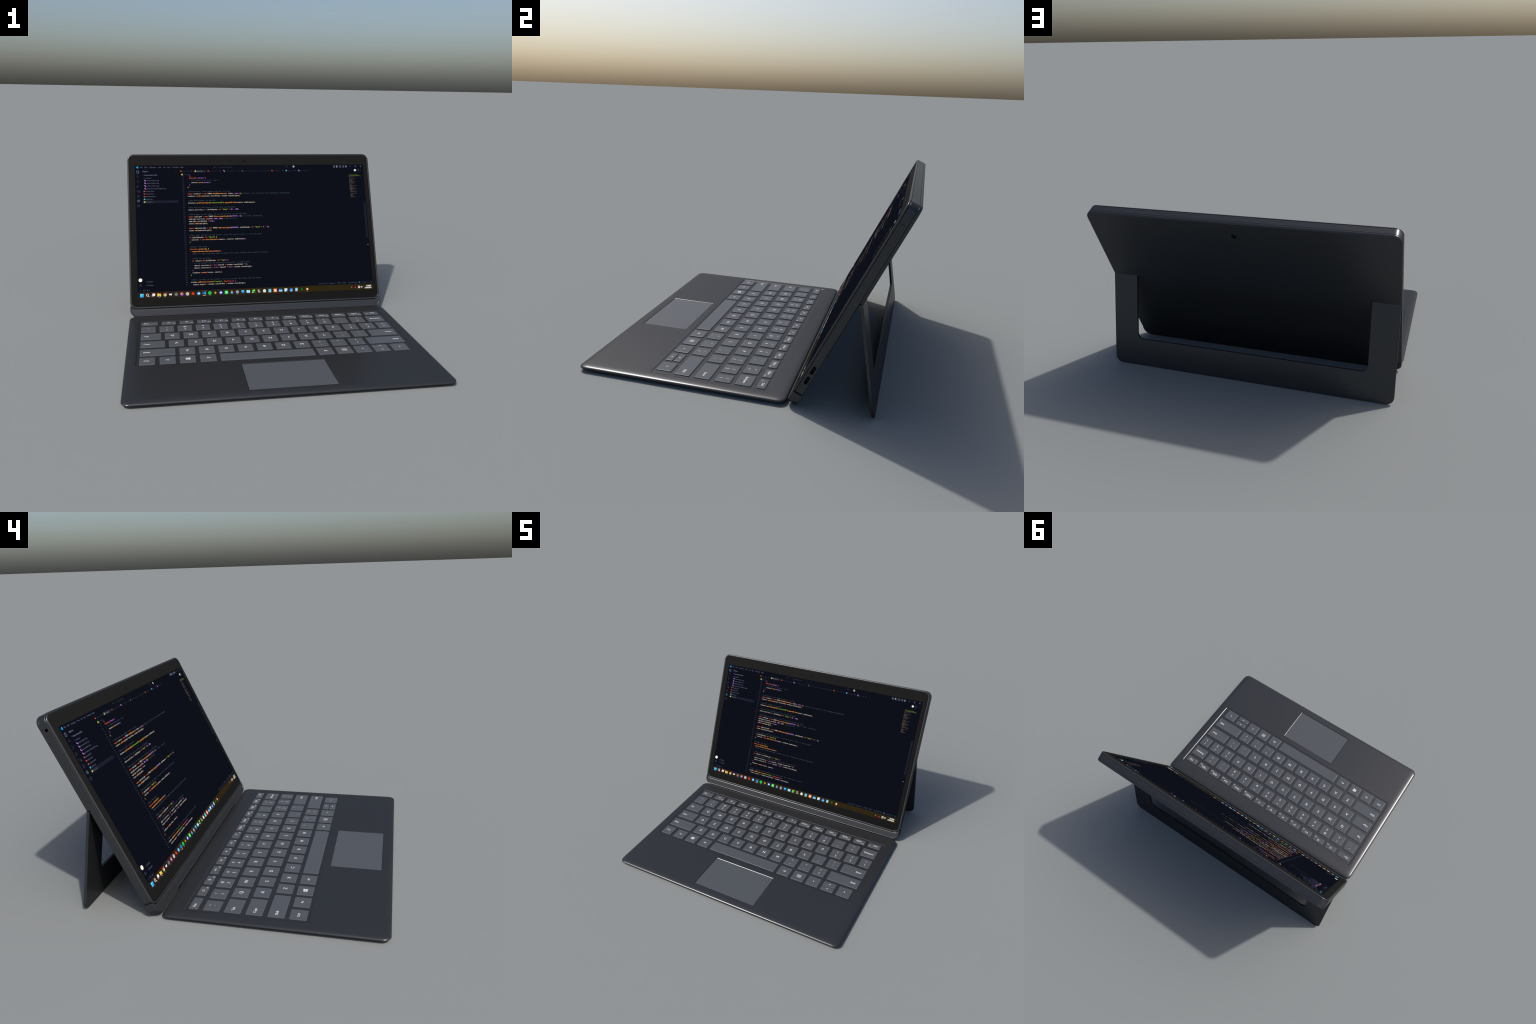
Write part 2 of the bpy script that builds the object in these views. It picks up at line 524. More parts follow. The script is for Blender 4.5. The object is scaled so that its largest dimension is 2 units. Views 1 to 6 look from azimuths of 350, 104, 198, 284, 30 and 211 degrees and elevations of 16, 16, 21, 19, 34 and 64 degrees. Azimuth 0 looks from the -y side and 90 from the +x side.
def tag_purple(u, v):        # slanted double block
    m = lit((188, 126, 222))
    ui.poly([(U(u - .0075), V(v - .0030)), (U(u - .0035), V(v - .0078)), (U(u + .0075), V(v + .0025)), (U(u + .0035), V(v + .0078))], Z2, m)
def tag_orange(u, v):        # pair of angle brackets
    m = lit((206, 80, 38))
    ui.poly([(U(u - .0075), V(v)), (U(u - .001), V(v - .0055)), (U(u + .0006), V(v)), (U(u - .001), V(v + .0055))], Z2, m)
    ui.poly([(U(u + .0075), V(v)), (U(u + .001), V(v - .0055)), (U(u - .0006), V(v)), (U(u + .001), V(v + .0055))], Z3, m)
def tag_yellow(u, v):        # small bell-shaped badge
    ui.poly([(U(u - .008), V(v + .006)), (U(u - .002), V(v - .0055)), (U(u + .005), V(v - .0055)), (U(u + .0065), V(v + .006))], Z2, lit((200, 196, 56)))
def tag_cyan(u, v):
    ui.poly([(U(u - .0058), V(v + .006)), (U(u - .0050), V(v - .0048)), (U(u + .0058), V(v - .006)), (U(u + .0046), V(v + .0042))], Z2, lit((82, 176, 216)))

ui.rrect(U(.0514), U(.3307), V(.3091), V(.2873), .003, Z1, lit((29, 32, 44)))
for i, (s, u1) in enumerate((("maze-walk-1.svg", .1845), ("maze-walk-2.svg", .1848), ("maze-walk-3.svg", .1845), ("geometry-cache-figure.svg", .2361))):
    v = .1253 + i * .0218
    tag_purple(.0763, v)
    ui.text(s, U(.0880), V(v) - .0042, .0135, Z2, grey, width=u1 - .0880)
for i, (s, u1) in enumerate((("house.html", .1448), ("index.html", .1395), ("projects.html", .1543))):
    v = .2120 + i * .0214
    tag_orange(.0686, v)
    ui.text(s, U(.0795), V(v) - .0042, .0135, Z2, grey, width=u1 - .0795)
tag_cyan(.0688, .2765)
ui.text("styles.css", U(.0800), V(.2768) - .0042, .0135, Z2, grey, width=.0511)
tag_yellow(.0688, .2982)
ui.text("three2.js", U(.0800), V(.2984) - .0042, .0135, Z2, grey, width=.0500)

# editor logo in the title bar corner
blue = lit((34, 160, 240))
ui.poly([(U(.0085), V(.0190)), (U(.0105), V(.0205)), (U(.0245), V(.0085)), (U(.0205), V(.0075))], Z2, blue)
ui.poly([(U(.0085), V(.0145)), (U(.0105), V(.0128)), (U(.0245), V(.0250)), (U(.0205), V(.0260))], Z3, blue)
ui.poly([(U(.0205), V(.0075)), (U(.0258), V(.0098)), (U(.0258), V(.0238)), (U(.0205), V(.0260))], Z4, lit((48, 176, 252)))
# tabs
ui.rrect(U(.4613), U(.5592), V(.0618), V(.0385), .003, Z1, lit((28, 31, 43)))
tabt = lit((44, 50, 68))
tag_orange(.3600, .0495)
tag_yellow(.4755, .0495)
tag_orange(.5790, .0497)
tag_purple(.7075, .0499)
ui.rrect(U(.8508), U(.8602), V(.0555), V(.0437), .0035, Z2, lit((74, 92, 108)))
tag_orange(1.1030, .0494)
tag_cyan(1.2226, .0493)
tag_purple(1.3286, .0500)
for s, u0, u1, m in (("index.html", .371, .428, tabt), ("three2.js", .487, .536, bright), ("projects.html", .590, .662, tabt), ("maze-walk-1.svg", .720, .800, tabt),
                     ("three-visualisation - settings.json", .867, 1.060, tabt), ("house.html", 1.114, 1.177, tabt), ("styles.css", 1.234, 1.284, tabt), ("geo.svg", 1.340, 1.384, tabt)):
    ui.text(s, U(u0), V(.0502) - .0042, .0130, Z2, m, width=u1 - u0)
for u0 in (.4440, .5489, .6777, .8270, 1.0729, 1.1931, 1.2987, 1.3998):
    ui.stroke((U(u0 - .0032), V(.0532)), (U(u0 + .0032), V(.0468)), .0014, Z2, lit((84, 92, 112)))
    ui.stroke((U(u0 - .0032), V(.0468)), (U(u0 + .0032), V(.0532)), .0014, Z3, lit((84, 92, 112)))
tag_yellow(.3678, .0762)
ui.text("three2.js > ...", U(.3790), V(.0768) - .0042, .0130, Z2, dim, width=.063)
# title bar: arrows, search field, assistant icons, layout icons, window buttons
for u0, sgn in ((.6328, -1), (.6593, 1)):
    m = grey if sgn < 0 else dim
    ui.stroke((U(u0 - .005), V(.0177)), (U(u0 + .005), V(.0177)), .0013, Z2, m)
    ui.stroke((U(u0 + sgn * .005), V(.0177)), (U(u0 + sgn * .001), V(.0140)), .0013, Z3, m)
    ui.stroke((U(u0 + sgn * .005), V(.0177)), (U(u0 + sgn * .001), V(.0214)), .0013, Z3, m)
ui.frame(U(.6720), U(1.2120), V(.0285), V(.0075), .0009, Z1, line)
ui.text("house-main-check", U(.6847), V(.0181) - .0042, .0130, Z2, dim, width=.0950)
ui.annulus(U(1.2280), V(.0153), .0052, .0072, Z2, dim)
ui.text("v", U(1.247), V(.0153) - .002, .010, Z2, dim)
ui.disc(U(1.2860), V(.0155), .0080, Z2, lit((190, 190, 186)))
ui.disc(U(1.2845), V(.0165), .0030, Z3, lit((120, 120, 118)))
lay = lit((112, 120, 148))
for u0 in (1.6339, 1.6598, 1.6862, 1.7122):
    ui.frame(U(u0 - .0080), U(u0 + .0080), V(.0245), V(.0090), .0015, Z2, lay)
ui.rect(U(1.6320), U(1.6345), V(.0240), V(.0095), Z3, lay)
ui.rect(U(1.6365), U(1.6415), V(.0175), V(.0160), Z3, lay)
ui.rect(U(1.6520), U(1.6590), V(.0240), V(.0095), Z3, lit((150, 160, 190)))
ui.rect(U(1.6790), U(1.6935), V(.0205), V(.0190), Z3, lay)
ui.rect(U(1.7150), U(1.7165), V(.0240), V(.0095), Z3, lay)
ui.disc(U(1.7372), V(.0167), .0080, Z2, lay)
ui.disc(U(1.7372), V(.0167), .0026, Z3, lit((60, 66, 90)))
ui.rect(U(1.7695), U(1.7805), V(.0160), V(.0144), Z2, lay)
ui.frame(U(1.8145), U(1.8245), V(.0205), V(.0105), .0015, Z2, lay)
ui.stroke((U(1.8600), V(.0200)), (U(1.8700), V(.0105)), .0016, Z2, lay)
ui.stroke((U(1.8600), V(.0105)), (U(1.8700), V(.0200)), .0016, Z3, lay)
ui.disc(U(1.8129), V(.0496), .0095, Z2, lit((226, 226, 224)))
ui.frame(U(1.8310), U(1.8480), V(.0580), V(.0415), .0014, Z2, lit((60, 74, 96)))
ui.rect(U(1.8345), U(1.8445), V(.0505), V(.0490), Z2, lit((60, 74, 96)))
ui.text("...", U(1.8585), V(.0499), .013, Z2, grey, width=.011)

# activity bar
act = dim
ui.rrect(U(.0095), U(.0350), V(.0675), V(.0410), .003, Z1, lit((26, 29, 42)))
ui.frame(U(.0130), U(.0295), V(.0650), V(.0440), .0019, Z2, bright)
ui.annulus(U(.0200), V(.0905), .0058, .0076, Z2, act)
ui.stroke((U(.0252), V(.0962)), (U(.0310), V(.1020)), .0019, Z2, act)
for du, dv in ((-.004, -.010), (-.004, .010), (.007, -.003)):
    ui.annulus(U(.0217 + du), V(.1314 + dv), .0016, .0034, Z2, act, 10)
ui.stroke((U(.0177), V(.1245)), (U(.0177), V(.1385)), .0015, Z2, act)
ui.stroke((U(.0182), V(.1365)), (U(.0270), V(.1310)), .0015, Z2, act)
for p, q in (((.016, .162), (.030, .171)), ((.030, .171), (.016, .180)), ((.016, .162), (.016, .180))):
    ui.stroke((U(p[0]), V(p[1])), (U(q[0]), V(q[1])), .0017, Z2, act)
ui.frame(U(.0100), U(.0190), V(.1840), V(.1720), .0015, Z3, act)
ui.frame(U(.0110), U(.0300), V(.2170), V(.2020), .0017, Z2, act)
ui.disc(U(.0300), V(.2170), .0062, Z3, act)
for du in (-.0055, .0055):
    for dv in (-.0055, .0055):
        ui.frame(U(.0222 + du - .0046), U(.0222 + du + .0046), V(.2505 + dv + .0046), V(.2505 + dv - .0046), .0013, Z2, act)
ui.disc(U(.0225), V(.2890), .0122, Z2, lit((66, 72, 94)), 8)
ui.annulus(U(.0216), V(.3284), .0085, .0112, Z2, act)
ui.rect(U(.0150), U(.0282), V(.3290), V(.3275), Z2, act)
ui.disc(U(.0218), V(.9157), .0140, Z2, lit((255, 253, 247)), 28)
ui.disc(U(.0216), V(.9100), .0040, Z3, lit((240, 214, 150)))
ui.annulus(U(.0218), V(.9557), .0070, .0100, Z2, act, 8)
ui.disc(U(.0218), V(.9557), .0030, Z2, act)
for s, v in (("Outline", .9303), ("Timeline", .9573)):
    ui.text(s, U(.0741), V(v) - .0045, .0145, Z2, grey, width=.0400 if s == "Outline" else .0465)
    ui.stroke((U(.0630), V(v - .004)), (U(.0665), V(v)), .0013, Z2, grey)
    ui.stroke((U(.0665), V(v)), (U(.0630), V(v + .004)), .0013, Z2, grey)
# status bar
st = lit((66, 86, 108))
ui.stroke((U(.0165), V(1.0005)), (U(.0235), V(.9890)), .0018, Z2, st)
ui.annulus(U(.0460), V(.9955), .0042, .0062, Z2, st)
ui.text("0", U(.0580), V(.9960) - .004, .012, Z2, st)
ui.poly([(U(.0690), V(1.0015)), (U(.0750), V(.9890)), (U(.0810), V(1.0015))], Z2, st)
ui.text("0", U(.0870), V(.9965) - .004, .012, Z2, st)
for s, u0, u1 in (("Ln 56, Col 71", 1.4330, 1.5020), ("Spaces: 2", 1.5190, 1.5690), ("UTF-8", 1.5860, 1.6180), ("CRLF", 1.6310, 1.6590), ("{ } JavaScript", 1.6770, 1.7500), ("Go Live - xcv", 1.7960, 1.8540)):
    ui.text(s, U(u0), V(.9962) - .0042, .0135, Z2, st, width=u1 - u0)
ui.disc(U(1.7720), V(.9945), .0062, Z2, st)
ui.rect(U(1.7640), U(1.7800), V(1.0015), V(.9960), Z3, st)
ui.annulus(U(1.8719), V(.9950), .0034, .0052, Z2, st)
# hairlines between panes
for u0, u1, v0, v1 in ((.0440, .0450, .0300, 1.0000), (.3405, .3413, .0300, .9850), (.0, 1.888, .0315, .0322), (.0440, 1.888, .9850, .9857)):
    ui.rect(U(u0), U(u1), V(v1), V(v0), Z1, lit((20, 23, 34)))
# scroll bar and its marker
ui.rect(U(1.8655), U(1.8790), V(.6230), V(.3297), Z1, lit((31, 33, 48)))
ui.rect(U(1.8672), U(1.8780), V(.6860), V(.6836), Z2, lit((196, 150, 60)))
ui.build("window_marks", screen, stuff=True)

# ---- minimap: the file in miniature
mini = Marks()
mcol = [lit(c) for c in ((84, 82, 78), (100, 60, 38), (108, 76, 42), (62, 82, 32), (88, 70, 104), (40, 50, 56))]
rng = random.Random(21)
for i in range(84):
    v = .0872 + i * .00232
    u = 1.7550 + (.002 if i % 7 in (2, 3, 4) else 0.0) + (.004 if i > 58 else 0.0)
    if i < 6:
        mini.rect(U(1.7550), U(1.7640), V(v + .0015), V(v), Z2, mcol[1])
        mini.rect(U(1.7660), U(1.7760), V(v + .0015), V(v), Z2, mcol[0])
        mini.rect(U(1.7780), U(1.832 + .006 * i), V(v + .0019), V(v), Z2, mcol[3])
        continue
    if rng.random() < .16 or 34 <= i <= 36:
        continue
    for k in range(rng.randint(1, 5)):
        w = rng.uniform(.004, .015)
        if u + w > 1.858:
            break
        cidx = rng.choice((0, 0, 0, 0, 1, 2, 2, 3, 4, 5)) if i % 6 else 5
        mini.rect(U(u), U(u + w), V(v + .0014), V(v), Z2, mcol[cidx])
        u += w + rng.uniform(.0008, .0022)
mini.build("code_minimap", screen, stuff=True)

# ---- taskbar
bar = Marks()
tb = lit_gradient("display_taskbar", [(0.0, (44, 33, 38)), (.06, (54, 32, 24)), (.14, (42, 34, 32)), (.19, (54, 34, 30)), (.25, (44, 36, 20)), (.31, (38, 38, 30)), (.42, (48, 38, 18)), (1.0, (46, 39, 20))], DX0, DX1)
bar.rect(DX0, DX1, -0.0008, V(1.0102), Z1, tb)
bar.rrect(U(.4880), U(.5285), V(1.0545), V(1.0115), .003, Z2, lit((58, 52, 44)))
bar.build("taskbar", screen)

TV = 1.0348
class Icon:
    """One small taskbar picture, drawn around its own centre in units of 1/1000 m."""
    def __init__(self, i, v=TV, u=None):
        self.m = Marks()
        self.x, self.y = U(.0305 + .04335 * i if u is None else u), V(v)
        self.k = 0
    def z(self):
        self.k += 1
        return Z2 + 0.00008 * self.k
    def c(self, rgb):
        return lit(rgb)
    def disc(self, x, y, r, rgb, n=24, a0=0, a1=360):
        self.m.disc(x / 1000, y / 1000, r / 1000, self.z(), self.c(rgb), n, a0, a1); return self
    def ring(self, x, y, r0, r1, rgb, a0=0, a1=360):
        self.m.annulus(x / 1000, y / 1000, r0 / 1000, r1 / 1000, self.z(), self.c(rgb), 24, a0, a1); return self
    def rect(self, x0, x1, y0, y1, rgb, r=0):
        if r:
            self.m.rrect(x0 / 1000, x1 / 1000, y0 / 1000, y1 / 1000, r / 1000, self.z(), self.c(rgb))
        else:
            self.m.rect(x0 / 1000, x1 / 1000, y0 / 1000, y1 / 1000, self.z(), self.c(rgb))
        return self
    def poly(self, pts, rgb):
        self.m.poly([(a / 1000, b / 1000) for a, b in pts], self.z(), self.c(rgb)); return self
    def stroke(self, p, q, w, rgb):
        self.m.stroke((p[0] / 1000, p[1] / 1000), (q[0] / 1000, q[1] / 1000), w / 1000, self.z(), self.c(rgb)); return self
    def dot(self, w=6, rgb=(190, 184, 176)):
        return self.rect(-w / 2, w / 2, -19.5, -16.8, rgb, 1.2)
    def done(self, name="taskbar_icon"):
        self.m.build(name, screen, (self.x, self.y, 0))

Icon(0).rect(-13, -.6, .6, 13, (92, 236, 255)).rect(.6, 13, .6, 13, (60, 206, 255)).rect(-13, -.6, -13, -.6, (52, 204, 255)).rect(.6, 13, -13, -.6, (32, 168, 255)).done()
Icon(1).ring(-2, 3, 6.5, 10.5, (222, 218, 212)).stroke((4, -4), (12, -12), 4.2, (222, 218, 212)).done()
Icon(2).rect(-14, 6, -12, 4, (128, 126, 124), 2).rect(-8, 13, -5, 13, (240, 240, 240), 2).done()
Icon(3).rect(-14, -2, 4, 13, (226, 160, 30), 1.5).rect(-14, 14, -12, 9, (255, 208, 58), 1.5).rect(-6, 7, -12, -4, (36, 116, 214), 1.5).dot().done()
Icon(4).disc(0, 0, 13, (228, 56, 44), 12, 30, 160).disc(0, 0, 13, (48, 166, 76), 12, 160, 280).disc(0, 0, 13, (250, 202, 40), 12, 280, 390).disc(0, 0, 6.6, (245, 245, 245)).disc(0, 0, 5.0, (72, 136, 244)).disc(10, 12, 4, (190, 120, 80)).dot().done()
Icon(5).rect(-13, 13, -12, 10, (24, 20, 18), 2).poly([(-12, 7), (-2, 7), (0, 1), (2, 7), (12, 7), (8, -7), (0, -5), (-8, -7)], (236, 234, 230)).done()
Icon(6).ring(0, 0, 9.5, 12.5, (140, 138, 138)).disc(0, 0, 9.5, (58, 54, 54)).disc(0, 4, 3.4, (142, 140, 140)).disc(-3.6, -2.6, 3.4, (142, 140, 140)).disc(3.6, -2.6, 3.4, (142, 140, 140)).done()
Icon(7).ring(0, 0, 8.5, 13, (226, 128, 70), 20, 200).ring(0, 0, 8.5, 13, (136, 78, 196), 200, 380).disc(0, 0, 8.5, (70, 50, 62)).poly([(-4, 6), (-4, -6), (7, 0)], (246, 240, 240)).done()
Icon(8).disc(0, 0, 13, (200, 196, 196)).ring(0, 0, 4, 6, (150, 146, 146), 30, 300).stroke((-4, -3), (6, 5), 2, (146, 142, 142)).done()
Icon(9).poly([(-13, 0), (-4, 9), (10, 10), (4, 2), (11, -9), (-3, -8)], (255, 64, 24)).done()
Icon(10).disc(0, 0, 13, (42, 160, 228)).poly([(-8, 1), (7, 6), (5, -7), (0, -3), (-3, -6)], (246, 250, 255)).done()
Icon(11).poly([(-13, 6), (-9, 8), (9, -8), (5, -12)], (24, 120, 200)).poly([(-13, -5), (-9, -8), (8, 8), (5, 12)], (24, 136, 220)).poly([(4, 12), (12, 9), (12, -9), (4, -12)], (40, 170, 250)).rect(-9, 9, -20, -16, (226, 172, 118), 1.6).done()
Icon(12).disc(0, 0, 13, (32, 214, 96)).stroke((-7, 4), (7, 2), 2.6, (20, 120, 60)).stroke((-6, -.5), (6, -2), 2.2, (20, 120, 60)).stroke((-5, -5), (5, -6), 2, (20, 120, 60)).dot().done()
Icon(13).rect(-13, 13, -13, 13, (26, 24, 22), 3).poly([(-10, 0), (0, 11), (10, 0), (0, -11)], (206, 164, 30)).rect(-6, 6, -1, 1, (92, 74, 20)).done()
Icon(14).disc(0, 0, 13, (90, 98, 240)).poly([(-8, -3), (-6, 5), (6, 5), (8, -3), (4, -6), (2, -3), (-2, -3), (-4, -6)], (250, 250, 255)).done()
Icon(15).rect(-13, 13, -13, 13, (30, 216, 82), 2.5).ring(0, 1, 5.5, 8.5, (176, 252, 196)).poly([(-8, -8), (-7, -2), (-3, -7)], (176, 252, 196)).stroke((-3, 3), (3, -2), 2.5, (176, 252, 196)).done()
Icon(16).disc(0, -3, 9.5, (54, 176, 250)).poly([(-9.4, -1), (-3, 9), (3, 9), (9.4, -1), (0, 2)], (238, 76, 164)).poly([(-4, 7), (0, 14), (4, 7)], (250, 190, 60)).done()
Icon(17).disc(0, 0, 10, (168, 176, 196)).poly([(-13, 2.5), (-13, -2.5), (13, -2.5), (13, 2.5)], (168, 176, 196)).poly([(-8.6, -10), (-4.3, -12.5), (8.6, 10), (4.3, 12.5)], (168, 176, 196)).poly([(-8.6, 10), (-4.3, 12.5), (8.6, -10), (4.3, -12.5)], (168, 176, 196)).disc(0, 0, 4.2, (44, 92, 190)).dot().done()
Icon(18).rect(-12, 12, 0, 11, (60, 202, 252), 1.5).poly([(-10, 1), (12, 1), (10, -8), (0, -13), (-8, -8)], (24, 132, 228)).done()
Icon(19).rect(-14, 14, -11, 11, (138, 212, 255), 2).rect(-10, 0, -1, 7, (238, 240, 246)).rect(-3, 2, 0, 7, (226, 130, 110)).rect(3, 11, -7, 4, (220, 240, 255)).done()
Icon(20).rect(-10, 12, 2, 13, (120, 216, 76), 3).rect(-13, 12, -13, 2, (34, 130, 44), 3).rect(-12, -3, -11, -2, (206, 240, 206), 1.5).done()
Icon(21).rect(-13, 13, -12, 12, (70, 66, 62), 2).rect(-11, 2, 7, 11, (210, 206, 204)).rect(-7, -2, -10, 7, (210, 206, 204)).rect(0, 9, -9, -4, (222, 218, 216), 1).done()
Icon(22).rect(-12, 12, -13, 0, (150, 156, 164), 2).disc(0, 1, 11.5, (244, 242, 242)).stroke((0, 1), (5, 6), 2.2, (90, 80, 80)).disc(0, 1, 2.2, (206, 96, 80)).done()
Icon(23).rect(-11, 11, -9, 13, (92, 204, 238), 1.5).rect(-11, 11, -13, -9, (238, 220, 214)).done()
Icon(24).rect(-14, 14, -14, 14, (240, 122, 92), 4).poly([(-3, 9), (3, 9), (9, 3), (9, -3), (3, -9), (-3, -9), (-9, -3), (-9, 3)], (255, 206, 188)).disc(0, 0, 4.5, (255, 250, 246)).done()
Icon(25).rect(-14, 14, -11, 11, (28, 116, 206), 2).poly([(-14, -11), (14, -11), (14, 0), (6, 4), (0, -2), (-8, 3), (-14, -1)], (150, 218, 255)).done()
Icon(26).rect(-12, 12, -12, 12, (244, 248, 252), 2.5).rect(2, 12, -12, -2, (40, 150, 210)).rect(-5, -1, 2, 7, (60, 170, 224)).rect(2, 7, 2, 6, (60, 170, 224)).rect(-6, -1, -7, -3, (90, 196, 236)).done()
Icon(27).disc(0, -2, 13, (60, 160, 250)).poly([(-9, 2), (0, 14), (10, 2)], (110, 110, 240)).disc(1, -5, 5.5, (90, 232, 255)).disc(-3, 1, 3.6, (40, 70, 210)).done()
Icon(28).rect(-10, 10, 3, 13, (104, 206, 240)).rect(-10, 10, -13, 3, (206, 208, 214)).rect(4, 10, -12, -3, (92, 104, 170)).rect(-7, 0, -7, -5, (150, 154, 164)).done()
Icon(29).disc(0, 0, 11, (34, 40, 34)).disc(0, 0, 8, (20, 118, 30), 8).done()
Icon(30).disc(2, 0, 9.5, (242, 130, 44)).poly([(-14, -7), (-2, 1), (-6, 8), (2, 12), (-1, 4)], (236, 122, 34)).disc(3, 0, 6.0, (250, 246, 244)).disc(3, 0, 3.0, (44, 96, 160)).dot().done()
# tray: arrow, red mark, monitor, sound dot, clock
Icon(0, 1.0340, 1.7037).poly([(-6, -3), (0, 4), (6, -3), (0, 0)], (214, 212, 204)).done("tray_icon")
Icon(0, 1.0345, 1.7360).rect(-7, 7, -5, 7, (24, 16, 14), 3).poly([(-7, -6), (-4, 2), (0, 5), (7, -6)], (224, 34, 84)).done("tray_icon")
Icon(0, 1.0345, 1.7666).rect(-8, 8, -9, 9, (226, 226, 222), 2).rect(-4, 4, -3, 5, (48, 42, 26), 1).done("tray_icon")
Icon(0, 1.0345, 1.7895).disc(0, 0, 5.5, (226, 226, 222)).rect(-9, 0, -2, 2, (226, 226, 222)).done("tray_icon")
clock = Marks()
for s, u0, u1, v in (("22:58:07", 1.8290, 1.8700, 1.0270), ("5/20/2025", 1.8150, 1.8710, 1.0425)):
    clock.text(s, U(u0), V(v) - .0046, .0150, Z2, lit((246, 246, 240)), width=u1 - u0, bold=.0007)
clock.build("clock_text", screen)

# ------------------------------------------------------------------ kickstand
SD = Vector((0, -0.175, 1.0)).normalized()
S0 = Vector((0, 0.8235, 0.010))
SN = Vector((1, 0, 0)).cross(SD)
STM = Matrix(((1, SD.x, SN.x, S0.x), (0, SD.y, SN.y, S0.y), (0, SD.z, SN.z, S0.z), (0, 0, 0, 1)))
LEGW, TOPH, WIN, FOOT = 0.8165, 0.6455, 0.1865, -0.0085
def u_outline(ins, bottom_ins=None):
    """Closed outline of the U-shaped plate, inset by ins."""
    bi = ins if bottom_ins is None else bottom_ins
    xo, xi, n = 0.9945 - ins, LEGW + ins, 12
    ro, ri = 0.050 - ins, 0.045 + ins
    p = [(-xo, TOPH)]
    for i in range(n + 1):
        a = math.radians(180 + 90 * i / n)
        p.append((-xo + ro + ro * math.cos(a), FOOT + bi + ro + ro * math.sin(a)))
    for i in range(n + 1):
        a = math.radians(270 + 90 * i / n)
        p.append((xo - ro + ro * math.cos(a), FOOT + bi + ro + ro * math.sin(a)))
    p += [(xo, TOPH), (xi, TOPH)]
    for i in range(n + 1):
        a = math.radians(0 - 90 * i / n)
        p.append((xi - ri + ri * math.cos(a), WIN - ins + ri + ri * math.sin(a)))
    for i in range(n + 1):
        a = math.radians(270 - 90 * i / n)
        p.append((-xi + ri + ri * math.cos(a), WIN - ins + ri + ri * math.sin(a)))
    p.append((-xi, TOPH))
    return p
bm = bmesh.new()
rings = [ring(bm, u_outline(i, b), z) for i, b, z in ((0.0030, 0.0060, 0.0), (0.0010, 0.0026, 0.0010), (0.0, 0.0006, 0.0035), (0.0, 0.0, 0.0088), (0.0, 0.0006, 0.0140), (0.0010, 0.0026, 0.0165), (0.0030, 0.0060, 0.0175))]
loft(bm, rings)
bmesh.ops.recalc_face_normals(bm, faces=bm.faces)
stand = new_object("kickstand", bm, BODY, root, weighted=True)
stand.matrix_basis = STM

# ------------------------------------------------------------------ hinge bar holding the tablet's lower edge
BX, BB, BR, HORN = 0.9972, -0.1405, 0.054, -0.0545
def bar_outline(ins, top):
    """Outline of the bar, outer edge inset by ins, upper (inner) edge lowered by top."""
    bx, bb, br, n = BX - ins, BB + ins, BR - ins, 12
    cy, rr = TY0 + TR, TR + 0.0012 + top
    cx = TX - TR
    # the horn ends where the inner arc meets the flank, at most at height HORN
    a0 = math.asin(max(-1.0, (HORN - ins - cy) / rr))
    lim = (bx - 0.0008 - cx) / rr
    if math.cos(a0) > lim:
        a0 = -math.acos(lim)
    hy = cy + rr * math.sin(a0)
    a0 = math.degrees(a0)
    p = [(-bx, hy)]
    yb = min(hy - 0.001, bb + br)
    for i in range(n + 1):
        a = math.radians(180 + 90 * i / n)
        p.append((-bx + br + br * math.cos(a), min(yb, bb + br + br * math.sin(a))))
    for i in range(n + 1):
        a = math.radians(270 + 90 * i / n)
        p.append((bx - br + br * math.cos(a), min(yb, bb + br + br * math.sin(a))))
    p.append((bx, hy))
    for i in range(n + 1):
        a = math.radians(a0 + (-90 - a0) * i / n)
        p.append((cx + rr * math.cos(a), cy + rr * math.sin(a)))
    for i in range(n + 1):
        a = math.radians(-90 + (-90 - a0) * i / n)
        p.append((-cx + rr * math.cos(a), cy + rr * math.sin(a)))
    return p
bm = bmesh.new()
loft(bm, [ring(bm, bar_outline(i, t), z) for i, t, z in ((0.0022, 0.0010, -0.0585), (0.0006, 0.0003, -0.0579), (0.0, 0.0, -0.0562), (0.0, 0.0, -0.0090), (0.0002, 0.0010, -0.0066), (0.0006, 0.0030, -0.0048), (0.0010, 0.0060, -0.0038), (0.0014, 0.0095, -0.0035))])
bmesh.ops.recalc_face_normals(bm, faces=bm.faces)
hbar = new_object("hinge_bar", bm, BODY, root, weighted=True)
hbar.matrix_basis = TAB
# raised lip along the bar's lower and side edges
path = []
n = 14
path.append(((-BX, HORN - 0.004), (1, 0)))
for i in range(n + 1):
    a = math.radians(180 + 90 * i / n)
    path.append(((-BX + BR + BR * math.cos(a), BB + BR + BR * math.sin(a)), (-math.cos(a), -math.sin(a))))
for i in range(n + 1):
    a = math.radians(270 + 90 * i / n)
    path.append(((BX - BR + BR * math.cos(a), BB + BR + BR * math.sin(a)), (-math.cos(a), -math.sin(a))))
path.append(((BX, HORN - 0.004), (-1, 0)))
section = [(0.0002, -0.0075), (0.0, -0.0040), (0.0010, -0.0012), (0.0032, 0.0004), (0.0062, 0.0007), (0.0086, -0.0006), (0.0102, -0.0030), (0.0108, -0.0050)]
bm = bmesh.new()
rows = []
for (px, py), (nx, ny) in path:
    rows.append([bm.verts.new((px + nx * o_, py + ny * o_, z_)) for o_, z_ in section])
for a, b in zip(rows, rows[1:]):
    for i in range(len(section) - 1):
        bm.faces.new((a[i], a[i + 1], b[i + 1], b[i]))
bm.faces.new(rows[0])
bm.faces.new(list(reversed(rows[-1])))
bmesh.ops.recalc_face_normals(bm, faces=bm.faces)
new_object("hinge_lip", bm, BODY, hbar, angle=50)

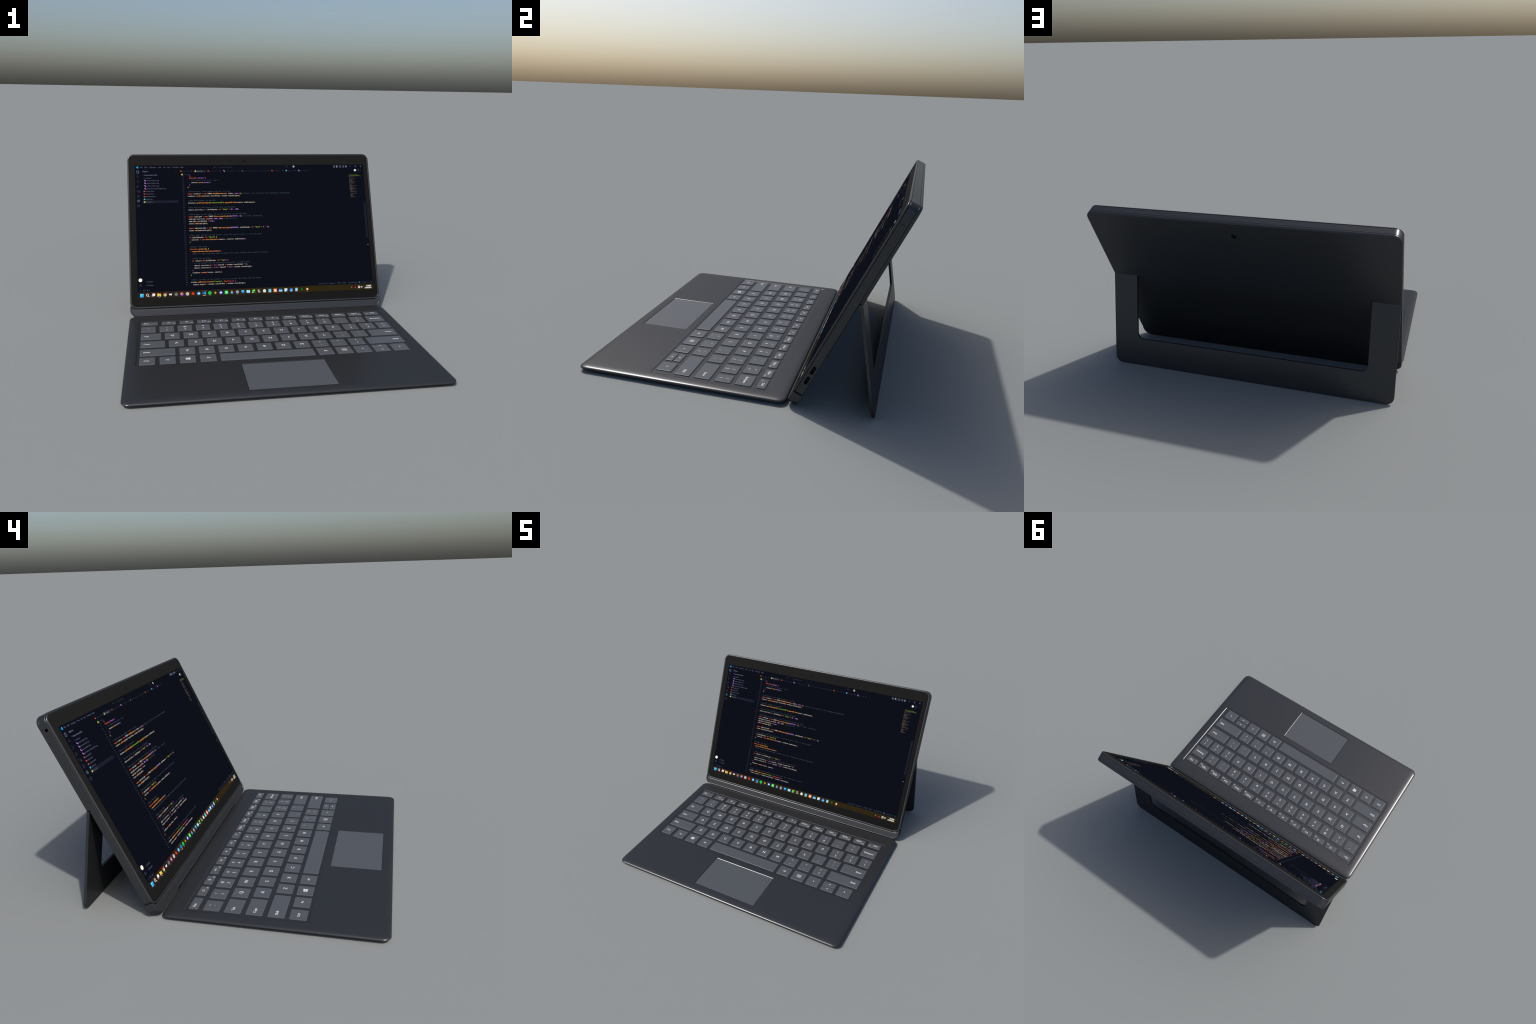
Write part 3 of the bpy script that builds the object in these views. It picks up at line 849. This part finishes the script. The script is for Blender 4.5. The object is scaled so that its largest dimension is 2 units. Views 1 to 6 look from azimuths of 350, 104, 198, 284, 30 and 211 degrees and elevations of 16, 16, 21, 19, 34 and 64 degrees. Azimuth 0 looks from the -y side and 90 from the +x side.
# ------------------------------------------------------------------ keyboard
KX, KY0, KY1, KR = 1.0, -0.9510, 0.3355, 0.048
DECK = 0.0345
prof = [(0.0420, 0.0080), (0.0200, 0.0090), (0.0080, 0.0120), (0.0020, 0.0165), (0.0, 0.0210), (0.0008, 0.0238), (0.0034, 0.0270), (0.0080, 0.0296), (0.0145, 0.0316), (0.0235, 0.0330), (0.0350, 0.0340), (0.0480, DECK)]
WELL = (-0.9265, 0.9265, -0.5005, 0.2135)
PAD = (-0.2705, 0.2685, -0.8805, -0.5560)
bm = bmesh.new()
rings = []
for ins, z in prof:
    rings.append(ring(bm, rrect(-KX + ins, KX - ins, KY0 + ins, KY1 - ins, max(KR - ins * 0.55, 0.02), 10), z))
loft(bm, rings, cap1=False)
def recess(rect, r, steps):
    """Loops going down into the deck; returns the top loop."""
    rs = []
    for ins, z in steps:
        rs.append(ring(bm, rrect(rect[0] + ins, rect[1] - ins, rect[2] + ins, rect[3] - ins, max(r - ins, 0.0008), 5), z))
    for a, b in zip(rs, rs[1:]):
        bridge(bm, a, b)
    bm.faces.new(rs[-1])
    return rs[0]
FLOOR = 0.0312
loops = [rings[-1],
         recess(WELL, 0.012, [(-0.0085, DECK), (-0.0068, DECK - 0.0003), (-0.0040, DECK - 0.0013), (-0.0020, DECK - 0.0023), (-0.0004, FLOOR)]),
         recess(PAD, 0.004, [(-0.0060, DECK), (-0.0046, DECK - 0.0003), (-0.0024, DECK - 0.0013), (-0.0004, DECK - 0.0027), (0.0002, DECK - 0.0060)])]
es = []
for lp in loops:
    for i in range(len(lp)):
        es.append(bm.edges.get((lp[i], lp[(i + 1) % len(lp)])) or bm.edges.new((lp[i], lp[(i + 1) % len(lp)])))
bmesh.ops.triangle_fill(bm, edges=es, use_beauty=True, use_dissolve=False, normal=(0, 0, 1))
bmesh.ops.recalc_face_normals(bm, faces=bm.faces)
kb = new_object("keyboard", bm, BODY, root, angle=42, weighted=True)

new_object("trackpad", profile_slab((PAD[0] + 0.0006, PAD[1] - 0.0006, PAD[2] + 0.0006, PAD[3] - 0.0006), 0.004, [(0.0, DECK - 0.0058), (0.0, DECK - 0.0032), (0.0006, DECK - 0.0026)], 5), PADM, kb)

# flexible flap joining the keyboard to the hinge bar
bm = bmesh.new()
fp = [(0.300, 0.0120), (0.326, 0.0185), (0.338, 0.0215), (0.350, 0.0210), (0.366, 0.0130), (0.366, 0.0100), (0.350, 0.0165), (0.338, 0.0172), (0.326, 0.0140), (0.300, 0.0085)]
a = [bm.verts.new((-0.660, y, z)) for y, z in fp]
b = [bm.verts.new((0.652, y, z)) for y, z in fp]
loft(bm, [a, b])
bmesh.ops.recalc_face_normals(bm, faces=bm.faces)
new_object("hinge_flap", bm, FLAP, root)

# ---- keys
KTOP = 0.0364
KH = KTOP - FLOOR
ROWS = [(-0.4910, -0.3905), (-0.3670, -0.2670), (-0.2395, -0.1395), (-0.1135, -0.0130), (0.0125, 0.1125), (0.1415, 0.1970)]
KEYMESH = {}

def key_at(x0, x1, y0, y1):
    w, h = round(x1 - x0, 3), round(y1 - y0, 3)
    if (w, h) not in KEYMESH:
        bm = profile_slab((-w / 2, w / 2, -h / 2, h / 2), 0.006, [(0.0, 0.0), (0.0, KH - 0.0034), (0.0008, KH - 0.0020), (0.0022, KH - 0.0009), (0.0042, KH - 0.0002), (0.0058, KH)], 4)
        ob = new_object("key", bm, KEYM, kb, weighted=True)
        KEYMESH[(w, h)] = ob.data
    else:
        ob = bpy.data.objects.new("key", KEYMESH[(w, h)])
        bpy.context.scene.collection.objects.link(ob)
        ob.parent = kb
        md = ob.modifiers.new("even_normals", "WEIGHTED_NORMAL")
        md.keep_sharp = True
        md.weight = 100
    ob.location = ((x0 + x1) / 2, (y0 + y1) / 2, FLOOR)
    return ob

LZ = KTOP + 0.0004
def legend(x, y, parts):
    m = Marks()
    for p in parts:
        p(m)
    m.build("key_legend", kb, (x, y, LZ))

def word(s, dx, dy, size, width=None, align="C", bold=0.0004):
    return lambda m: m.text(s, dx, dy - size * 0.35, size, 0.0, LEGEND, width, align, bold)

def small_f(s, w, h):
    return word(s, w / 2 - 0.007, -h / 2 + 0.0115, 0.0135, 0.0075 * len(s), "R", 0.0002)

def sun(r, k):
    def f(m):
        m.annulus(0, 0.001, r * 0.45, r * 0.75, 0, LEGEND, 14)
        for i in range(k):
            a = 2 * math.pi * i / k
            m.stroke((r * 0.95 * math.cos(a), 0.001 + r * 0.95 * math.sin(a)), (r * 1.35 * math.cos(a), 0.001 + r * 1.35 * math.sin(a)), 0.0016, 0, LEGEND)
    return f

def speaker(waves, cross=False):
    def f(m):
        m.poly([(-0.012, -0.0035), (-0.008, -0.0035), (-0.003, -0.0085), (-0.003, 0.0085), (-0.008, 0.0035), (-0.012, 0.0035)], 0, LEGEND)
        for i in range(waves):
            m.annulus(-0.002, 0, 0.0045 + 0.0045 * i, 0.0062 + 0.0045 * i, 0, LEGEND, 8, -50, 50)
        if cross:
            m.stroke((0.002, -0.004), (0.010, 0.004), 0.0018, 0, LEGEND)
            m.stroke((0.002, 0.004), (0.010, -0.004), 0.0018, 0.0001, LEGEND)
    return f

def play_pause(m):
    m.poly([(-0.014, -0.007), (-0.002, 0.0), (-0.014, 0.007)], 0, LEGEND)
    m.rect(0.002, 0.0045, -0.007, 0.007, 0, LEGEND)
    m.rect(0.0085, 0.011, -0.007, 0.007, 0, LEGEND)

def kb_light(m):
    for a in (200, 235, 270, 305, 340):
        c, s = math.cos(math.radians(a)), math.sin(math.radians(a))
        m.stroke((0.006 * c, 0.004 - 0.006 * s - 0.006), (0.0125 * c, 0.004 - 0.0125 * s - 0.006), 0.0018, 0, LEGEND)
    m.rect(-0.010, 0.010, -0.0075, -0.0050, 0, LEGEND)

def chevron(d):
    def f(m):
        a, t = 0.0065, 0.0040
        P = {"L": ((t, a), (-t, 0), (t, -a)), "R": ((-t, a), (t, 0), (-t, -a)), "U": ((-a, -t), (0, t), (a, -t)), "D": ((-a, t), (0, -t), (a, t))}[d]
        m.stroke(P[0], P[1], 0.0034, 0, LEGEND)
        m.stroke(P[1], P[2], 0.0034, 0.0001, LEGEND)
    return f

def menu_icon(m):
    m.frame(-0.0165, 0.0165, -0.0135, 0.0135, 0.0028, 0, LEGEND)
    for y in (0.0050, 0.0, -0.0050):
        m.rect(-0.0095, 0.0095, y - 0.0011, y + 0.0011, 0, LEGEND)

def windows_icon(m):
    for sx, sy in ((-1, -1), (1, -1), (-1, 1), (1, 1)):
        k = 0.92 if sx < 0 else 1.06
        m.rect(min(sx * 0.0012, sx * 0.0150 * k), max(sx * 0.0012, sx * 0.0150 * k), min(sy * 0.0010, sy * 0.0130 * k), max(sy * 0.0010, sy * 0.0130 * k), 0, LEGEND)

def back_arrow(dx, dy):
    def f(m):
        m.stroke((dx - 0.007, dy), (dx + 0.007, dy), 0.0015, 0, LEGEND)
        m.stroke((dx - 0.007, dy), (dx - 0.002, dy + 0.004), 0.0015, 0, LEGEND)
        m.stroke((dx - 0.007, dy), (dx - 0.002, dy - 0.004), 0.0015, 0, LEGEND)
    return f

def put(row, x0, x1, parts):
    y0, y1 = ROWS[row]
    key_at(x0, x1, y0, y1)
    if parts:
        legend((x0 + x1) / 2, (y0 + y1) / 2, parts)

def letter(c):
    return [word(c, 0, 0, 0.0330, None, "C", 0.0005)]

def pair(top, bottom):
    dash = {"-": 0.0, "_": 0.010}
    return [word(top, 0, 0.0205 + dash.get(top, 0), 0.0235, None, "C", 0.0002), word(bottom, 0, -0.0205, 0.0275, None, "C", 0.0004)]

def left_word(s, x0, x1, width, size=0.0245):
    return [word(s, -(x1 - x0) / 2 + 0.0215, 0, size, width, "L")]

def right_word(s, x0, x1, width, size=0.0245):
    return [word(s, (x1 - x0) / 2 - 0.030, 0, size, width, "R")]

W, P = 0.1045, 0.1300
# bottom row
put(0, -0.910, -0.809, [word("Ctrl", -0.006, 0, 0.0225, 0.033)])
put(0, -0.7825, -0.678, [word("Fn", 0, 0, 0.0215, 0.020)])
put(0, -0.6545, -0.5505, [windows_icon])
put(0, -0.5235, -0.4175, [word("Alt", 0, 0, 0.0215, 0.025)])
put(0, -0.3915, 0.2345, None)
put(0, 0.2580, 0.3640, [word("Alt", 0, 0, 0.0215, 0.025)])
put(0, 0.3875, 0.4955, [menu_icon])
put(0, 0.5165, 0.6235, [chevron("L")])
put(0, 0.7785, 0.8880, [chevron("R")])
for ya, yb, d in ((-0.4910, -0.4425, "D"), (-0.4390, -0.3905, "U")):
    key_at(0.6480, 0.7535, ya, yb)
    legend(0.7008, (ya + yb) / 2, [chevron(d)])
# shift row
put(1, -0.909, -0.6775, left_word("Shift", -0.909, -0.6775, 0.043))
for i, c in enumerate("ZXCVBNM"):
    put(1, -0.6525 + P * i, -0.6525 + P * i + W, letter(c))
for i, (a, b) in enumerate((("<", ","), (">", "."), ("?", "/"))):
    x = -0.6525 + P * (7 + i)
    put(1, x, x + W, pair(a, b))
put(1, 0.6485, 0.9070, right_word("Shift", 0.6485, 0.9070, 0.043))
# home row
put(2, -0.909, -0.7415, left_word("Caps", -0.909, -0.7415, 0.045))
for i, c in enumerate("ASDFGHJKL"):
    put(2, -0.7190 + P * i, -0.7190 + P * i + W, letter(c))
for i, (a, b) in enumerate(((":", ";"), ("\"", "'"))):
    x = -0.7190 + P * (9 + i)
    put(2, x, x + W, pair(a, b))
put(2, 0.7105, 0.9070, right_word("Enter", 0.7105, 0.9070, 0.046))
# upper letter row
put(3, -0.909, -0.7675, left_word("Tab", -0.909, -0.7675, 0.033))
for i, c in enumerate("QWERTYUIOP"):
    put(3, -0.7440 + P * i, -0.7440 + P * i + W, letter(c))
for i, (a, b) in enumerate((("{", "["), ("}", "]"))):
    x = -0.7440 + P * (10 + i)
    put(3, x, x + W, pair(a, b))
put(3, 0.8150, 0.9070, pair("|", "\\"))
# digits
put(4, -0.909, -0.8045, pair("~", "`"))
for i, (a, b) in enumerate(zip("!@#$%^&*()_+", "1234567890-=")):
    x = -0.7800 + P * i
    put(4, x, x + W, pair(a, b))
put(4, 0.7800, 0.9070, [word("Backspace", 0.0, 0, 0.0235, 0.078)])
# function row
put(5, -0.910, -0.7905, left_word("Esc", -0.910, -0.7905, 0.031))
FN = [[kb_light], [sun(0.0085, 8)], [play_pause], [speaker(0, True)], [speaker(1)], [speaker(2)], [sun(0.0070, 6)],
      [word("PrtScn", -0.004, 0.002, 0.0225, 0.052)], [word("Home", -0.004, 0.002, 0.0225, 0.047)], [word("End", -0.004, 0.002, 0.0225, 0.032)],
      [word("PgUp", -0.004, 0.002, 0.0225, 0.044)], [word("PgDn", -0.004, 0.002, 0.0225, 0.044)]]
for i, parts in enumerate(FN):
    x = -0.7630 + P * i
    put(5, x, x + W - 0.001, parts + [small_f("F%d" % (i + 1), W, 0.0555)])
put(5, 0.7960, 0.9070, [word("Del", 0.010, 0.002, 0.0225, 0.030), back_arrow(-0.036, -0.011)])

# ------------------------------------------------------------------ tidy up
bpy.data.objects.remove(_font_obj, do_unlink=True)
bpy.data.curves.remove(_font_curve)
for ob in [o for o in bpy.data.objects if o.name.startswith("cutter")]:
    bpy.data.objects.remove(ob, do_unlink=True)
